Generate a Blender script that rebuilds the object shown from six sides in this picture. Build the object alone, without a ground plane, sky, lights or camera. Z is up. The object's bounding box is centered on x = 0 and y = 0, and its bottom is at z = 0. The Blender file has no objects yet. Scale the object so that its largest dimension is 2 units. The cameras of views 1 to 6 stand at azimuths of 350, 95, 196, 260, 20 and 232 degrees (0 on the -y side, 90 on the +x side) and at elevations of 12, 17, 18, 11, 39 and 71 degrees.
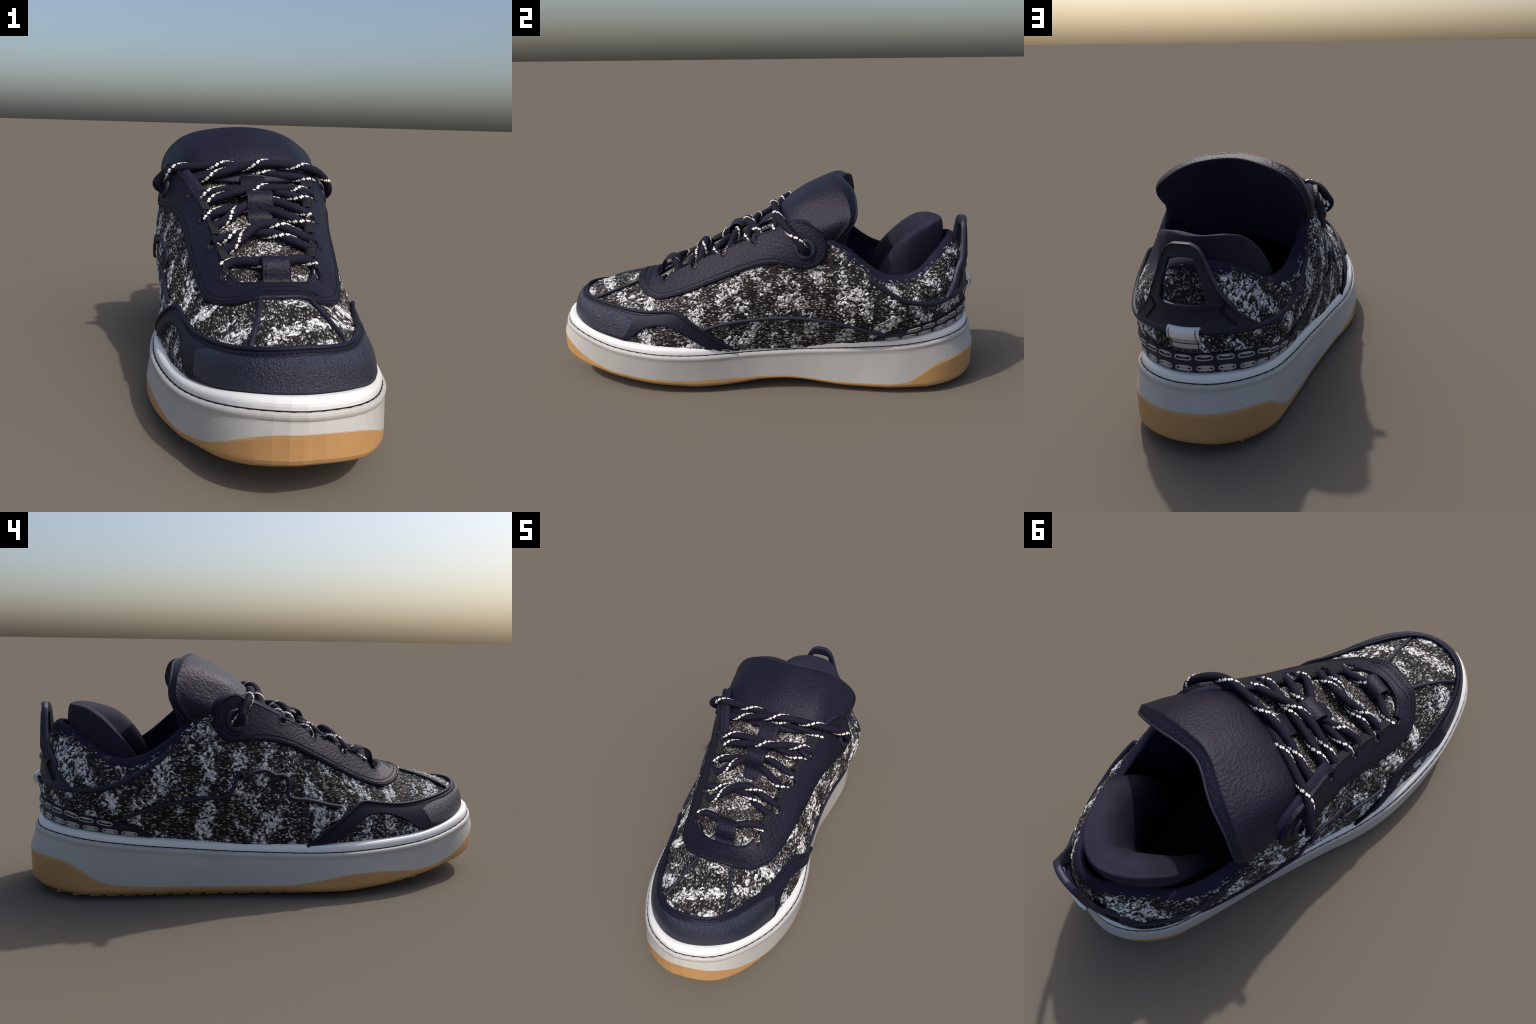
# Low-top sneaker: cupsole, tweed upper, leather overlays, round laces.
import bpy, math, random
import numpy as np
from mathutils import Vector, noise
from mathutils.bvhtree import BVHTree

rng = random.Random(7)
nrng = np.random.default_rng(7)

# ------------------------------------------------------------------ helpers
def nat_spline(P, x=None):
    """natural cubic spline through P (n,d); returns a function of the parameter x"""
    P = np.asarray(P, float)
    n = len(P)
    if x is None:
        x = np.arange(n, dtype=float)
    h = np.diff(x)
    A = np.eye(n)
    R = np.zeros_like(P)
    for i in range(1, n - 1):
        A[i, i - 1] = h[i - 1]
        A[i, i] = 2 * (h[i - 1] + h[i])
        A[i, i + 1] = h[i]
        R[i] = 6 * ((P[i + 1] - P[i]) / h[i] - (P[i] - P[i - 1]) / h[i - 1])
    M = np.linalg.solve(A, R)

    def f(t):
        t = np.atleast_1d(np.asarray(t, float))
        i = np.clip(np.searchsorted(x, t, side='right') - 1, 0, n - 2)
        tc = np.clip(t, x[0], x[-1])
        hh = h[i][:, None]
        a = ((x[i + 1] - tc)[:, None]) / hh
        b = 1 - a
        out = a * P[i] + b * P[i + 1] + ((a**3 - a) * M[i] + (b**3 - b) * M[i + 1]) * hh**2 / 6
        over = t > x[-1]
        if over.any():                       # straight on past the end
            d = (P[-1] - P[-2]) / h[-1] + h[-1] * (M[-2] + 2 * M[-1]) / 6
            out[over] += (t[over] - x[-1])[:, None] * d
        return out
    return f

def curve(P, n, closed=False):
    """resample a smooth curve through P with n points of equal spacing"""
    P = np.asarray(P, float)
    if closed:
        m = len(P)
        P = np.vstack([P[-3:], P, P[:3]]) if m >= 3 else P
    d = np.sqrt((np.diff(P, axis=0)**2).sum(1))
    x = np.concatenate([[0], np.cumsum(np.maximum(np.sqrt(d), 1e-6))])
    f = nat_spline(P, x)
    if closed:
        t = np.linspace(x[3], x[3 + m], 60 * m)
    else:
        t = np.linspace(x[0], x[-1], 60 * len(P))
    Q = f(t)
    return resample(Q, n, closed)

def resample(Q, n, closed=False):
    L = np.concatenate([[0], np.cumsum(np.sqrt((np.diff(Q, axis=0)**2).sum(1)))])
    s = np.linspace(0, L[-1], n + 1)[:-1] if closed else np.linspace(0, L[-1], n)
    return np.stack([np.interp(s, L, Q[:, k]) for k in range(Q.shape[1])], 1)

def length(Q):
    return float(np.sqrt((np.diff(Q, axis=0)**2).sum(1)).sum())

def norm(v):
    return v / np.maximum(np.linalg.norm(v, axis=-1, keepdims=True), 1e-9)

ROOT = bpy.data.objects.new("sneaker", None)
ROOT["label"] = "low-top sneaker with black and white tweed, navy leather, gum sole"
ROOT["category"] = "shoe"
bpy.context.collection.objects.link(ROOT)

def make(name, verts, faces, mat, parent=None, smooth=True, kind=None, flat_faces=None):
    me = bpy.data.meshes.new(name)
    me.from_pydata([tuple(map(float, v)) for v in verts], [], [tuple(map(int, f)) for f in faces])
    me.update()
    if smooth:
        fl = np.ones(len(me.polygons), bool)
        if flat_faces is not None:
            fl[flat_faces] = False
        me.polygons.foreach_set('use_smooth', fl)
    me.materials.append(mat)
    ob = bpy.data.objects.new(name, me)
    bpy.context.collection.objects.link(ob)
    ob.parent = parent or ROOT
    if kind:
        ob["kind"] = kind
    return ob

def grid_faces(nu, nv, cu=False, cv=False, off=0, flip=False):
    F = []
    for i in range(nu if cu else nu - 1):
        for j in range(nv if cv else nv - 1):
            a = off + i * nv + j
            b = off + ((i + 1) % nu) * nv + j
            c = off + ((i + 1) % nu) * nv + (j + 1) % nv
            d = off + i * nv + (j + 1) % nv
            F.append((a, d, c, b) if flip else (a, b, c, d))
    return F

def tube_mesh(P, r, ns=10, closed=False, off=0, flat=1.0, up=None, cap=True):
    """sweep a circle (or ellipse) along P; r is a number or one per point"""
    P = np.asarray(P, float)
    n = len(P)
    r = np.broadcast_to(np.asarray(r, float), (n,))
    if closed:
        T = norm(np.roll(P, -1, 0) - np.roll(P, 1, 0))
    else:
        T = norm(np.gradient(P, axis=0))
    N = np.zeros_like(P)
    u = np.array([0, 0, 1.0]) if up is None else np.asarray(up, float)
    if abs(T[0] @ u) > .95:
        u = np.array([1.0, 0, 0])
    v = norm(u - (u @ T[0]) * T[0])
    for i in range(n):
        v = norm(v - (v @ T[i]) * T[i])
        N[i] = v
    B = np.cross(T, N)
    a = np.arange(ns) * 2 * math.pi / ns
    V = (P[:, None] + r[:, None, None] * (np.cos(a)[None, :, None] * B[:, None] + flat * np.sin(a)[None, :, None] * N[:, None])).reshape(-1, 3)
    F = grid_faces(n, ns, cu=closed, cv=True, off=off)
    if cap and not closed:
        F.append(tuple(off + j for j in range(ns))[::-1] if False else tuple(off + j for j in range(ns)))
        F.append(tuple(off + (n - 1) * ns + j for j in range(ns))[::-1])
    return V, F, (T, N, B)

class Bag:
    """collects many small pieces into one mesh"""
    def __init__(self):
        self.V, self.F, self.n = [], [], 0
    def add(self, V, F):
        self.V.append(np.asarray(V))
        self.F += [tuple(i + self.n for i in f) for f in F]
        self.n += len(V)
    def make(self, name, mat, parent=None, kind="stuff", smooth=True):
        return make(name, np.vstack(self.V), self.F, mat, parent, smooth, kind)

# ---------------------------------------------------------------- materials
class Mat:
    def __init__(self, name):
        self.m = bpy.data.materials.new(name)
        self.m.use_nodes = True
        self.t = self.m.node_tree
        self.b = self.t.nodes['Principled BSDF']
        self.co = self.t.nodes.new('ShaderNodeTexCoord').outputs['Object']
    def node(self, kind, **kw):
        n = self.t.nodes.new(kind)
        for k, v in kw.items():
            if k in n.inputs:
                n.inputs[k].default_value = v
            else:
                setattr(n, k, v)
        return n
    def link(self, a, b):
        self.t.links.new(a, b)
    def mapping(self, scale, rot=(0, 0, 0)):
        m = self.node('ShaderNodeMapping')
        m.inputs['Scale'].default_value = scale
        m.inputs['Rotation'].default_value = rot
        self.link(self.co, m.inputs['Vector'])
        return m.outputs[0]
    def noise(self, scale, detail=3, rough=.55, vec=None, dist=0.0):
        n = self.node('ShaderNodeTexNoise')
        n.inputs['Scale'].default_value = scale
        n.inputs['Detail'].default_value = detail
        n.inputs['Roughness'].default_value = rough
        n.inputs['Distortion'].default_value = dist
        self.link(vec or self.co, n.inputs['Vector'])
        return n.outputs['Fac']
    def voronoi(self, scale, vec=None, feature='F1'):
        n = self.node('ShaderNodeTexVoronoi')
        n.feature = feature
        n.inputs['Scale'].default_value = scale
        self.link(vec or self.co, n.inputs['Vector'])
        return n.outputs['Distance']
    def ramp(self, fac, stops):
        n = self.node('ShaderNodeValToRGB')
        e = n.color_ramp.elements
        while len(e) < len(stops):
            e.new(.5)
        for el, (p, c) in zip(e, stops):
            el.position = p
            el.color = (c, c, c, 1) if not isinstance(c, tuple) else (*c, 1)
        self.link(fac, n.inputs['Fac'])
        return n.outputs['Color']
    def math(self, op, a, b):
        n = self.node('ShaderNodeMath', operation=op)
        for i, s in enumerate((a, b)):
            if isinstance(s, (int, float)):
                n.inputs[i].default_value = s
            else:
                self.link(s, n.inputs[i])
        return n.outputs[0]
    def mix(self, fac, a, b, blend='MIX'):
        n = self.node('ShaderNodeMix', data_type='RGBA', blend_type=blend)
        for i, s in ((0, fac), (6, a), (7, b)):
            if isinstance(s, (int, float)):
                n.inputs[i].default_value = s
            elif isinstance(s, tuple):
                n.inputs[i].default_value = (*s, 1)
            else:
                self.link(s, n.inputs[i])
        return n.outputs[2]
    def base(self, c):
        if isinstance(c, tuple):
            self.b.inputs['Base Color'].default_value = (*c, 1)
        else:
            self.link(c, self.b.inputs['Base Color'])
    def rough(self, r, spec=.5):
        if isinstance(r, (int, float)):
            self.b.inputs['Roughness'].default_value = r
        else:
            self.link(r, self.b.inputs['Roughness'])
        self.b.inputs['Specular IOR Level'].default_value = spec
    def bump(self, h, strength=.5, dist=.004):
        n = self.node('ShaderNodeBump')
        n.inputs['Strength'].default_value = strength
        n.inputs['Distance'].default_value = dist
        self.link(h, n.inputs['Height'])
        self.link(n.outputs[0], self.b.inputs['Normal'])

def plain(name, c, r=.5, spec=.5):
    m = Mat(name)
    m.base(c)
    m.rough(r, spec)
    return m.m

def leather(name, c0, c1, r, scale, strength, dist=.004, spec=.5):
    m = Mat(name)
    v = m.voronoi(scale, feature='SMOOTH_F1')
    n = m.noise(scale * 1.3, 4, .6)
    big = m.noise(9, 2)
    m.base(m.mix(m.ramp(big, [(.35, 0.0), (.65, 1.0)]), c0, c1))
    m.rough(r, spec)
    m.b.inputs['Specular Tint'].default_value = (.88, .84, 1, 1)
    m.bump(m.math('ADD', v, n), strength, dist)
    return m.m

# clumping of the boucle: a sum of plane waves, used by the shader and by the placed slubs alike
_wr = random.Random(21)
WAVES = [((_wr.uniform(-45, 45), _wr.choice((-1, 1)) * _wr.uniform(22, 72), _wr.uniform(-48, 48)), _wr.uniform(0, 6.28)) for _ in range(12)]
def clump_at(x, y, z):
    return sum(math.sin(k[0] * x + k[1] * y + k[2] * z + f) for k, f in WAVES) / 5.0

def clump_nodes(m):
    total = None
    for k, f in WAVES:
        d = m.node('ShaderNodeVectorMath', operation='DOT_PRODUCT')
        m.link(m.co, d.inputs[0])
        d.inputs[1].default_value = k
        w = m.math('SINE', m.math('ADD', d.outputs['Value'], f), 0)
        total = w if total is None else m.math('ADD', total, w)
    return m.math('ADD', m.math('MULTIPLY', total, .1), .5)          # = clump_at/2 + 1/2

def tweed(name, rows=1.0, dark=.0075, white=1.0):
    """black ground with rows of short pale dashes and clumps of plump white boucle"""
    m = Mat(name)
    wob = m.node('ShaderNodeTexNoise')
    wob.inputs['Scale'].default_value = 45
    wob.inputs['Detail'].default_value = 2
    m.link(m.co, wob.inputs['Vector'])
    def cells(scale, sc, randomness, amp):
        wsc = m.node('ShaderNodeVectorMath', operation='SCALE')
        wsc.inputs['Scale'].default_value = amp
        m.link(wob.outputs['Color'], wsc.inputs[0])
        warp = m.node('ShaderNodeVectorMath', operation='ADD')
        m.link(m.co, warp.inputs[0])
        m.link(wsc.outputs[0], warp.inputs[1])
        mp = m.node('ShaderNodeMapping')
        mp.inputs['Scale'].default_value = sc
        m.link(warp.outputs[0], mp.inputs['Vector'])
        v = m.node('ShaderNodeTexVoronoi')
        v.inputs['Scale'].default_value = scale
        v.inputs['Randomness'].default_value = randomness
        m.link(mp.outputs[0], v.inputs['Vector'])
        sep = m.node('ShaderNodeSeparateColor')
        m.link(v.outputs['Color'], sep.inputs[0])
        return v.outputs['Distance'], sep.outputs[0], sep.outputs[1]
    rag = m.math('MULTIPLY', m.math('SUBTRACT', m.noise(24, 3, .6), .5), 1.0)
    clump = m.ramp(m.math('ADD', clump_nodes(m), rag), [(.40, 0.0), (.80, 1.0)])
    d1, r1, q1 = cells(150 * rows, (1, .42, 1), .8, .004)          # woven dashes in rows
    d2, r2, q2 = cells(52 * rows, (.95, .8, .9), 1.0, .030)        # boucle knots, bent by the warp
    d3, r3, q3 = cells(85 * rows, (1, .8, .9), 1.0, .022)          # small curls
    def pick(r, base, gain, soft=.05):
        f = m.math('ADD', r, m.math('MULTIPLY', clump, gain))
        return m.ramp(m.math('MULTIPLY', f, .5), [(base * .5, 0.0), ((base + soft) * .5, 1.0)])
    dash = m.math('MULTIPLY', m.ramp(d1, [(.22, 1.0), (.55, 0.0)]), pick(r1, .40, .35, .15))
    nub = m.math('MULTIPLY', m.ramp(d2, [(.30, 1.0), (.52, 0.0)]), pick(r2, 1.14 - .1 * white, 1.0))
    curl = m.math('MULTIPLY', m.ramp(d3, [(.26, 1.0), (.50, 0.0)]), pick(r3, 1.02 - .1 * white, .70))
    nub = m.math('MAXIMUM', nub, curl)
    ground = m.mix(m.ramp(m.noise(95, 3, .6, m.mapping((1, .4, 1))), [(.45, 0.0), (.68, 1.0)]), (dark * .75, dark * .65, dark * .62), (.026, .022, .021))
    pale = m.mix(q1, (.07, .063, .060), (.56, .54, .52))
    white_ = m.mix(q2, (.38, .38, .41), (.80, .79, .77))
    m.base(m.mix(nub, m.mix(dash, ground, pale), white_))
    m.rough(.8, .25)
    h = m.math('ADD', m.math('MULTIPLY', dash, .45), m.math('MULTIPLY', nub, 1.0))
    m.bump(h, .9, .008)
    return m.m

M_TWEED = tweed("tweed_fabric")
M_TWEED_FINE = tweed("tweed_fabric_fine", 1.3, .011, .9)
M_SLUB = Mat("boucle_yarn")
M_SLUB.base(M_SLUB.mix(M_SLUB.ramp(M_SLUB.noise(60, 2), [(.35, 0.0), (.65, 1.0)]), (.40, .40, .425), (.80, .79, .77)))
M_SLUB.rough(.9, .2)
M_SLUB.bump(M_SLUB.noise(300, 2), .4, .003)
M_SLUB = M_SLUB.m
M_LEATHER = leather("navy_leather", (.0052, .0048, .0130), (.0068, .0062, .0160), .52, 95, .6, .0032, .27)
M_SMOOTH = leather("navy_smooth_leather", (.0066, .0068, .0175), (.0080, .0082, .0200), .56, 160, .1, .002, .24)
M_GRAIN = leather("navy_pebbled_rubber", (.0042, .0086, .022), (.0060, .0115, .027), .30, 240, .9, .0032, .65)
M_PIPE = plain("navy_piping", (.0105, .0098, .0235), .6, .35)
M_RUBBER = leather("navy_rubber", (.0095, .0105, .024), (.0115, .0125, .028), .5, 120, .05, .002, .4)
M_LINING = leather("navy_lining_mesh", (.012, .0115, .027), (.015, .014, .031), .85, 190, .5, .002, .2)
M_PAD = leather("navy_heel_cushion", (.015, .0135, .027), (.018, .016, .031), .8, 190, .5, .002, .25)
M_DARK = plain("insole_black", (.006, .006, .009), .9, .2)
M_THREAD = plain("dark_thread", (.004, .004, .007), .8, .2)
M_BLACK = plain("flat_black", (.004, .004, .006), .6, .3)  # groove lines, eyelet discs and the painted shade over the heel band
M_LACE = leather("navy_lace_cord", (.0066, .0058, .0150), (.0085, .0074, .0180), .8, 260, .4, .002, .25)
M_FLECK = plain("white_lace_thread", (.78, .76, .70), .75, .3)
M_STITCH = plain("pale_stitch_thread", (.40, .385, .35), .7, .3)
M_WEB = Mat("grey_webbing")
_w = M_WEB.node('ShaderNodeTexWave', bands_direction='Y')
_w.inputs['Scale'].default_value = 26
_w.inputs['Distortion'].default_value = .6
M_WEB.link(M_WEB.co, _w.inputs['Vector'])
M_WEB.base(M_WEB.mix(_w.outputs['Fac'], (.008, .008, .009), (.022, .022, .024)))
M_WEB.rough(.85, .2)
M_WEB.bump(_w.outputs['Fac'], .6, .003)
M_WEB = M_WEB.m

_m = Mat("white_midsole_rubber")
_m.base(_m.mix(_m.ramp(_m.noise(6, 3), [(.35, 0.0), (.65, 1.0)]), (.405, .390, .370), (.440, .425, .405)))
_m.rough(.5, .4)
_m.bump(_m.math('ADD', _m.noise(110, 2, .5, _m.mapping((1, 1, .35))), _m.noise(210, 2)), .10, .004)
M_WHITE = _m.m
M_LIP = plain("white_lip_rubber", (.74, .73, .72), .28, .5)
_m = Mat("gum_rubber")
_m.base(_m.mix(_m.ramp(_m.noise(5, 2), [(.35, 0.0), (.65, 1.0)]), (.45, .240, .092), (.49, .272, .108)))
_m.rough(.5, .4)
M_GUM = _m.m

# --------------------------------------------------------------------- sole
# plan outline of the sole at its ledge, counter-clockwise seen from above is not needed:
# heel centre -> +x side -> toe -> -x side -> heel
OUT_R = [(0.02, .968), (.075, .959), (.145, .928), (.215, .868), (.262, .790), (.287, .70), (.295, .60), (.291, .48), (.284, .34),
         (.279, .20), (.288, .07), (.308, -.065), (.340, -.19), (.364, -.30), (.375, -.40), (.374, -.485), (.357, -.59),
         (.332, -.68), (.297, -.76), (.251, -.845), (.194, -.918), (.134, -.960), (.075, -.979)]
OUT_L = [(0.02, -.988), (-.035, -.979), (-.085, -.957), (-.135, -.924), (-.19, -.868), (-.25, -.77), (-.302, -.655), (-.337, -.53), (-.36, -.40),
         (-.371, -.25), (-.362, -.10), (-.347, .005), (-.333, .12), (-.321, .225), (-.309, .33), (-.301, .437), (-.293, .542),
         (-.284, .64), (-.268, .74), (-.232, .825), (-.176, .897), (-.108, .945), (-.04, .964)]
NSOLE = 420
SO = curve(OUT_R + OUT_L, NSOLE, closed=True)
_t = norm(np.roll(SO, -1, 0) - np.roll(SO, 1, 0))
SN = np.stack([-_t[:, 1], _t[:, 0]], 1)            # in-plane normal
if (SN * (SO - np.array([0, 0]))).sum() < 0:
    SN = -SN
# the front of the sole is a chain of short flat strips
FACET = (SO[:, 1] < -.80) & (SO[:, 0] > -.13)
_i = np.where(FACET)[0]
_a = np.arange(_i[0], _i[-1] + 1, 4)
for c0, c1 in zip(_a[:-1], _a[1:]):
    for k in range(c0, c1):
        w = (k - c0) / (c1 - c0)
        SO[k] = SO[c0] * (1 - w) + SO[c1] * w
        SN[k] = SN[c0] * (1 - w) + SN[c1] * w
FACET[:] = False
FACET[_a[0]:_a[-1]] = True
def flat_ids(m):
    return [k * (m - 1) + j for k in np.where(FACET)[0] for j in range(m - 1)]
LIP_Y = [-1, -.9, -.8, -.6, -.4, -.2, 0, .2, .4, .6, .8, .9, 1.0]
LIP_Z = [.298, .278, .256, .230, .220, .217, .220, .228, .242, .261, .286, .296, .30]
def lip_z(y):
    return nat_spline(np.array(LIP_Z)[:, None], np.array(LIP_Y))(y)[:, 0]
def smooth_interp(y, ys, zs, w=.03):
    out = 0
    for k, g in zip(np.linspace(-1.5, 1.5, 7), (.06, .12, .2, .24, .2, .12, .06)):
        out = out + g * np.interp(y + k * w, ys, zs)
    return out
GUM_R = ([-1.02, -.975, -.94, -.87, -.80, -.73, -.53, -.34, -.17, .08, .34, .6, .68, .73, .78, .86, .94, 1.0],
         [.22, .213, .195, .15, .12, .095, .073, .066, .068, .058, .045, .048, .06, .108, .148, .168, .172, .172])
GUM_L = ([-1.02, -.97, -.93, -.88, -.82, -.74, -.66, -.56, -.43, -.29, -.17, -.04, .235, .547, .685, .738, .775, .82, .9, 1.0],
         [.22, .213, .185, .15, .118, .095, .083, .088, .102, .102, .078, .056, .054, .060, .072, .103, .14, .163, .174, .172])
def gum_z(x, y):
    r = smooth_interp(y, *GUM_R)
    l = smooth_interp(y, *GUM_L)
    w = np.clip((x - .02) / .12 * .5 + .5, 0, 1)
    return r * w + l * (1 - w)
def bot_z(y):
    return np.interp(y, [-1.0, -.93, -.85, -.70, -.5, -.3, .75, .9, 1.0], [.100, .078, .060, .040, .018, .003, 0, .010, .024])

ZT = lip_z(SO[:, 1])
ZG = gum_z(SO[:, 0], SO[:, 1])
ZB = bot_z(SO[:, 1])
END = np.clip((np.abs(SO[:, 1]) - .6) / .35, 0, 1)
def ring(off, z):
    o = np.broadcast_to(np.asarray(off, float), (NSOLE,))
    q = SO + SN * o[:, None]
    return np.column_stack([q, np.broadcast_to(np.asarray(z, float), (NSOLE,))])
def rings_mesh(name, R, mat, parent=None, faceted=False):
    m = len(R)
    V = np.stack(R, 1).reshape(-1, 3)
    F = grid_faces(NSOLE, m, cu=True)
    return V, F

def bump_at(y, c, w):
    return np.exp(-((y - c) / w)**2)
X_, Y_ = SO[:, 0], SO[:, 1]
FL = np.where(X_ < 0, .006 + .012 * bump_at(Y_, -.30, .30), .004 - .008 * bump_at(Y_, -.40, .2))
FL = FL + .010 * np.clip((-Y_ - .75) / .2, 0, 1) + .022 * np.clip((Y_ - .70) / .25, 0, 1)
FL = FL + np.where(X_ > 0, .010 * bump_at(Y_, .55, .28), 0)
FL = FL + .006 * np.clip((X_ - .04) / .12, 0, 1) * np.clip((-Y_ - .62) / .18, 0, 1)
# the arch: the inner edge of the sole lifts off the ground at the waist
ARCH = .024 * bump_at(Y_, .12, .17) * np.clip(X_ / .2, 0, 1)
ZB = ZB + ARCH
ZG = ZG + ARCH * .45
lip = [ring(-.054, ZT - .03), ring(-.048, ZT - .002), ring(-.038, ZT + .001), ring(-.026, ZT + .001), ring(-.015, ZT - .004), ring(-.0095, ZT - .011),
       ring(-.0078, ZT - .019), ring(-.0078, ZT - .031)]
wall = [ring(-.014, ZT - .031), ring(-.007, ZT - .0315), ring(-.001, ZT - .0328), ring(.004, ZT - .036), ring(.0062, ZT - .042), ring(.0058, ZT - .048),
        ring(.0035, ZT - .054)]
for a in np.linspace(.1, 1, 10):
    z0 = ZT - .054
    wall.append(ring(.003 + (FL - .003) * a, z0 * (1 - a) + (ZG - .002) * a))
V, F = rings_mesh("", lip, None)
make("midsole_lip", V, F, M_LIP, flat_faces=flat_ids(len(lip)))
# toe facets: the front of the wall is a chain of flat strips
V, F = rings_mesh("", wall, None)
make("midsole", V, F, M_WHITE, flat_faces=flat_ids(len(wall)))
gum = [ring(FL - .01, ZG), ring(FL - .0005, ZG)]
ZR = np.maximum(ZB + .045, 0)
ZR = np.minimum(ZR, ZG - .008)
for a in np.linspace(.15, 1, 7):
    gum.append(ring(FL, ZG * (1 - a) + ZR * a))
for a in np.linspace(.2, 1, 6):
    gum.append(ring(FL - (np.interp(X_, [-.15, .15], [.060, .085]) + .09 * bump_at(Y_, .10, .17) * np.clip(X_ / .2, 0, 1)) * (1 - math.cos(a * math.pi / 2)), ZR * (1 - math.sin(a * math.pi / 2)) + (ZB + .009) * math.sin(a * math.pi / 2)))
for s in (.8, .55, .3, .08):
    q = gum[-1].copy() if s == .8 else last.copy()
    if s == .8:
        last0 = q.copy()
    last = last0.copy()
    last[:, 0] = last0[:, 0] * s + .0 * (1 - s)
    gum.append(last)
V, F = rings_mesh("", gum, None)
make("outsole", V, F, M_GUM, flat_faces=flat_ids(len(gum)))
# tread bars under the outsole
bag = Bag()
for y in np.arange(-.60, .86, .066):
    idx = np.argsort(np.abs(SO[:, 1] - y))[:8]
    xr = SO[idx, 0].max() - .078
    xl = SO[idx, 0].min() + .050
    z = float(bot_z(np.array([y]))[0])
    xr -= .13 * float(bump_at(y, .10, .18))
    b = [(xl, y - .026, z), (xr, y - .026, z), (xr, y + .026, z), (xl, y + .026, z)]
    v = [(p[0], p[1], p[2]) for p in b] + [(p[0], p[1], p[2] + .025) for p in b]
    bag.add(np.array(v), [(0, 3, 2, 1), (4, 5, 6, 7), (0, 1, 5, 4), (1, 2, 6, 5), (2, 3, 7, 6), (3, 0, 4, 7)])
bag.make("tread_bar", M_GUM, smooth=False)
# dark stitched groove under the lip
V, F, _ = tube_mesh(ring(-.0070, ZT - .0305), .0020, 6, closed=True)
make("sole_groove", V, F, M_BLACK)
bag = Bag()
gr = resample(np.vstack([ring(-.0055, ZT - .0305), ring(-.0055, ZT - .0305)[:1]]), 230)
for i in range(0, 228, 2):
    v, f, _ = tube_mesh(np.linspace(gr[i], gr[i] * .3 + gr[i + 1] * .7, 3), .0018, 5)
    bag.add(v, f)
bag.make("sole_stitch", M_THREAD)

# -------------------------------------------------------------------- upper
# profiles from the sole up to the edge of the upper, heel centre first.
HEEL = [(0, .942, .24), (0, .940, .36), (0, .934, .47), (0, .916, .58), (0, .882, .675)]
SIDE_R = [
    [(.13, .898, .24), (.140, .893, .36), (.143, .884, .47), (.129, .870, .57), (.09, .847, .660)],
    [(.212, .800, .24), (.238, .805, .36), (.243, .802, .45), (.226, .788, .54), (.170, .772, .612)],
    [(.245, .680, .23), (.303, .690, .34), (.316, .693, .42), (.297, .690, .49), (.243, .690, .553)],
    [(.260, .560, .22), (.338, .560, .34), (.361, .565, .42), (.354, .565, .49), (.308, .570, .545)],
    [(.262, .420, .21), (.349, .420, .36), (.377, .420, .46), (.372, .420, .55), (.333, .430, .628)],
    [(.262, .270, .20), (.336, .260, .36), (.362, .250, .50), (.359, .240, .63), (.322, .235, .775)],
    [(.280, .120, .20), (.326, .110, .36), (.347, .100, .49), (.338, .085, .63), (.268, .065, .755)],
    [(.300, -.050, .20), (.327, -.050, .35), (.330, -.060, .46), (.300, -.080, .58), (.213, -.110, .675)],
    [(.335, -.220, .19), (.336, -.220, .32), (.322, -.220, .42), (.277, -.235, .515), (.185, -.260, .603)],
    [(.348, -.400, .19), (.332, -.390, .31), (.302, -.385, .38), (.245, -.395, .448), (.162, -.420, .514)],
    [(.333, -.545, .20), (.315, -.530, .29), (.272, -.515, .36), (.203, -.500, .423), (.140, -.478, .475)],
    [(.277, -.738, .21), (.265, -.715, .31), (.226, -.675, .365), (.155, -.610, .418), (.098, -.510, .474)],
    [(.175, -.880, .23), (.164, -.862, .34), (.132, -.815, .388), (.096, -.705, .431), (.055, -.530, .478)]]
TOE = [(.018, -.945, .24), (.016, -.925, .34), (.012, -.882, .390), (.010, -.755, .427), (.008, -.535, .479)]
SIDE_L = [
    [(-.13, .900, .24), (-.137, .888, .36), (-.141, .880, .47), (-.123, .866, .57), (-.085, .848, .662)],
    [(-.200, .812, .24), (-.224, .812, .36), (-.222, .800, .45), (-.200, .787, .55), (-.145, .770, .638)],
    [(-.232, .680, .23), (-.274, .690, .35), (-.280, .690, .43), (-.261, .685, .50), (-.218, .680, .570)],
    [(-.250, .560, .22), (-.298, .560, .35), (-.310, .565, .43), (-.304, .570, .49), (-.268, .570, .552)],
    [(-.262, .420, .21), (-.315, .420, .36), (-.330, .420, .46), (-.322, .420, .55), (-.291, .420, .632)],
    [(-.280, .270, .20), (-.330, .260, .36), (-.340, .250, .50), (-.328, .240, .63), (-.293, .235, .785)],
    [(-.312, .120, .20), (-.334, .110, .36), (-.333, .100, .49), (-.293, .085, .64), (-.238, .060, .765)],
    [(-.330, -.050, .20), (-.329, -.050, .34), (-.304, -.060, .46), (-.255, -.080, .585), (-.180, -.110, .680)],
    [(-.342, -.220, .19), (-.330, -.220, .31), (-.292, -.220, .42), (-.232, -.235, .520), (-.153, -.260, .605)],
    [(-.330, -.400, .19), (-.306, -.390, .30), (-.267, -.385, .38), (-.207, -.395, .448), (-.132, -.420, .518)],
    [(-.304, -.560, .20), (-.281, -.540, .29), (-.238, -.520, .36), (-.176, -.505, .423), (-.112, -.478, .476)],
    [(-.235, -.735, .21), (-.222, -.712, .31), (-.183, -.670, .365), (-.132, -.610, .418), (-.075, -.510, .475)],
    [(-.130, -.878, .23), (-.120, -.860, .34), (-.104, -.815, .387), (-.076, -.705, .431), (-.036, -.530, .478)]]
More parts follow.
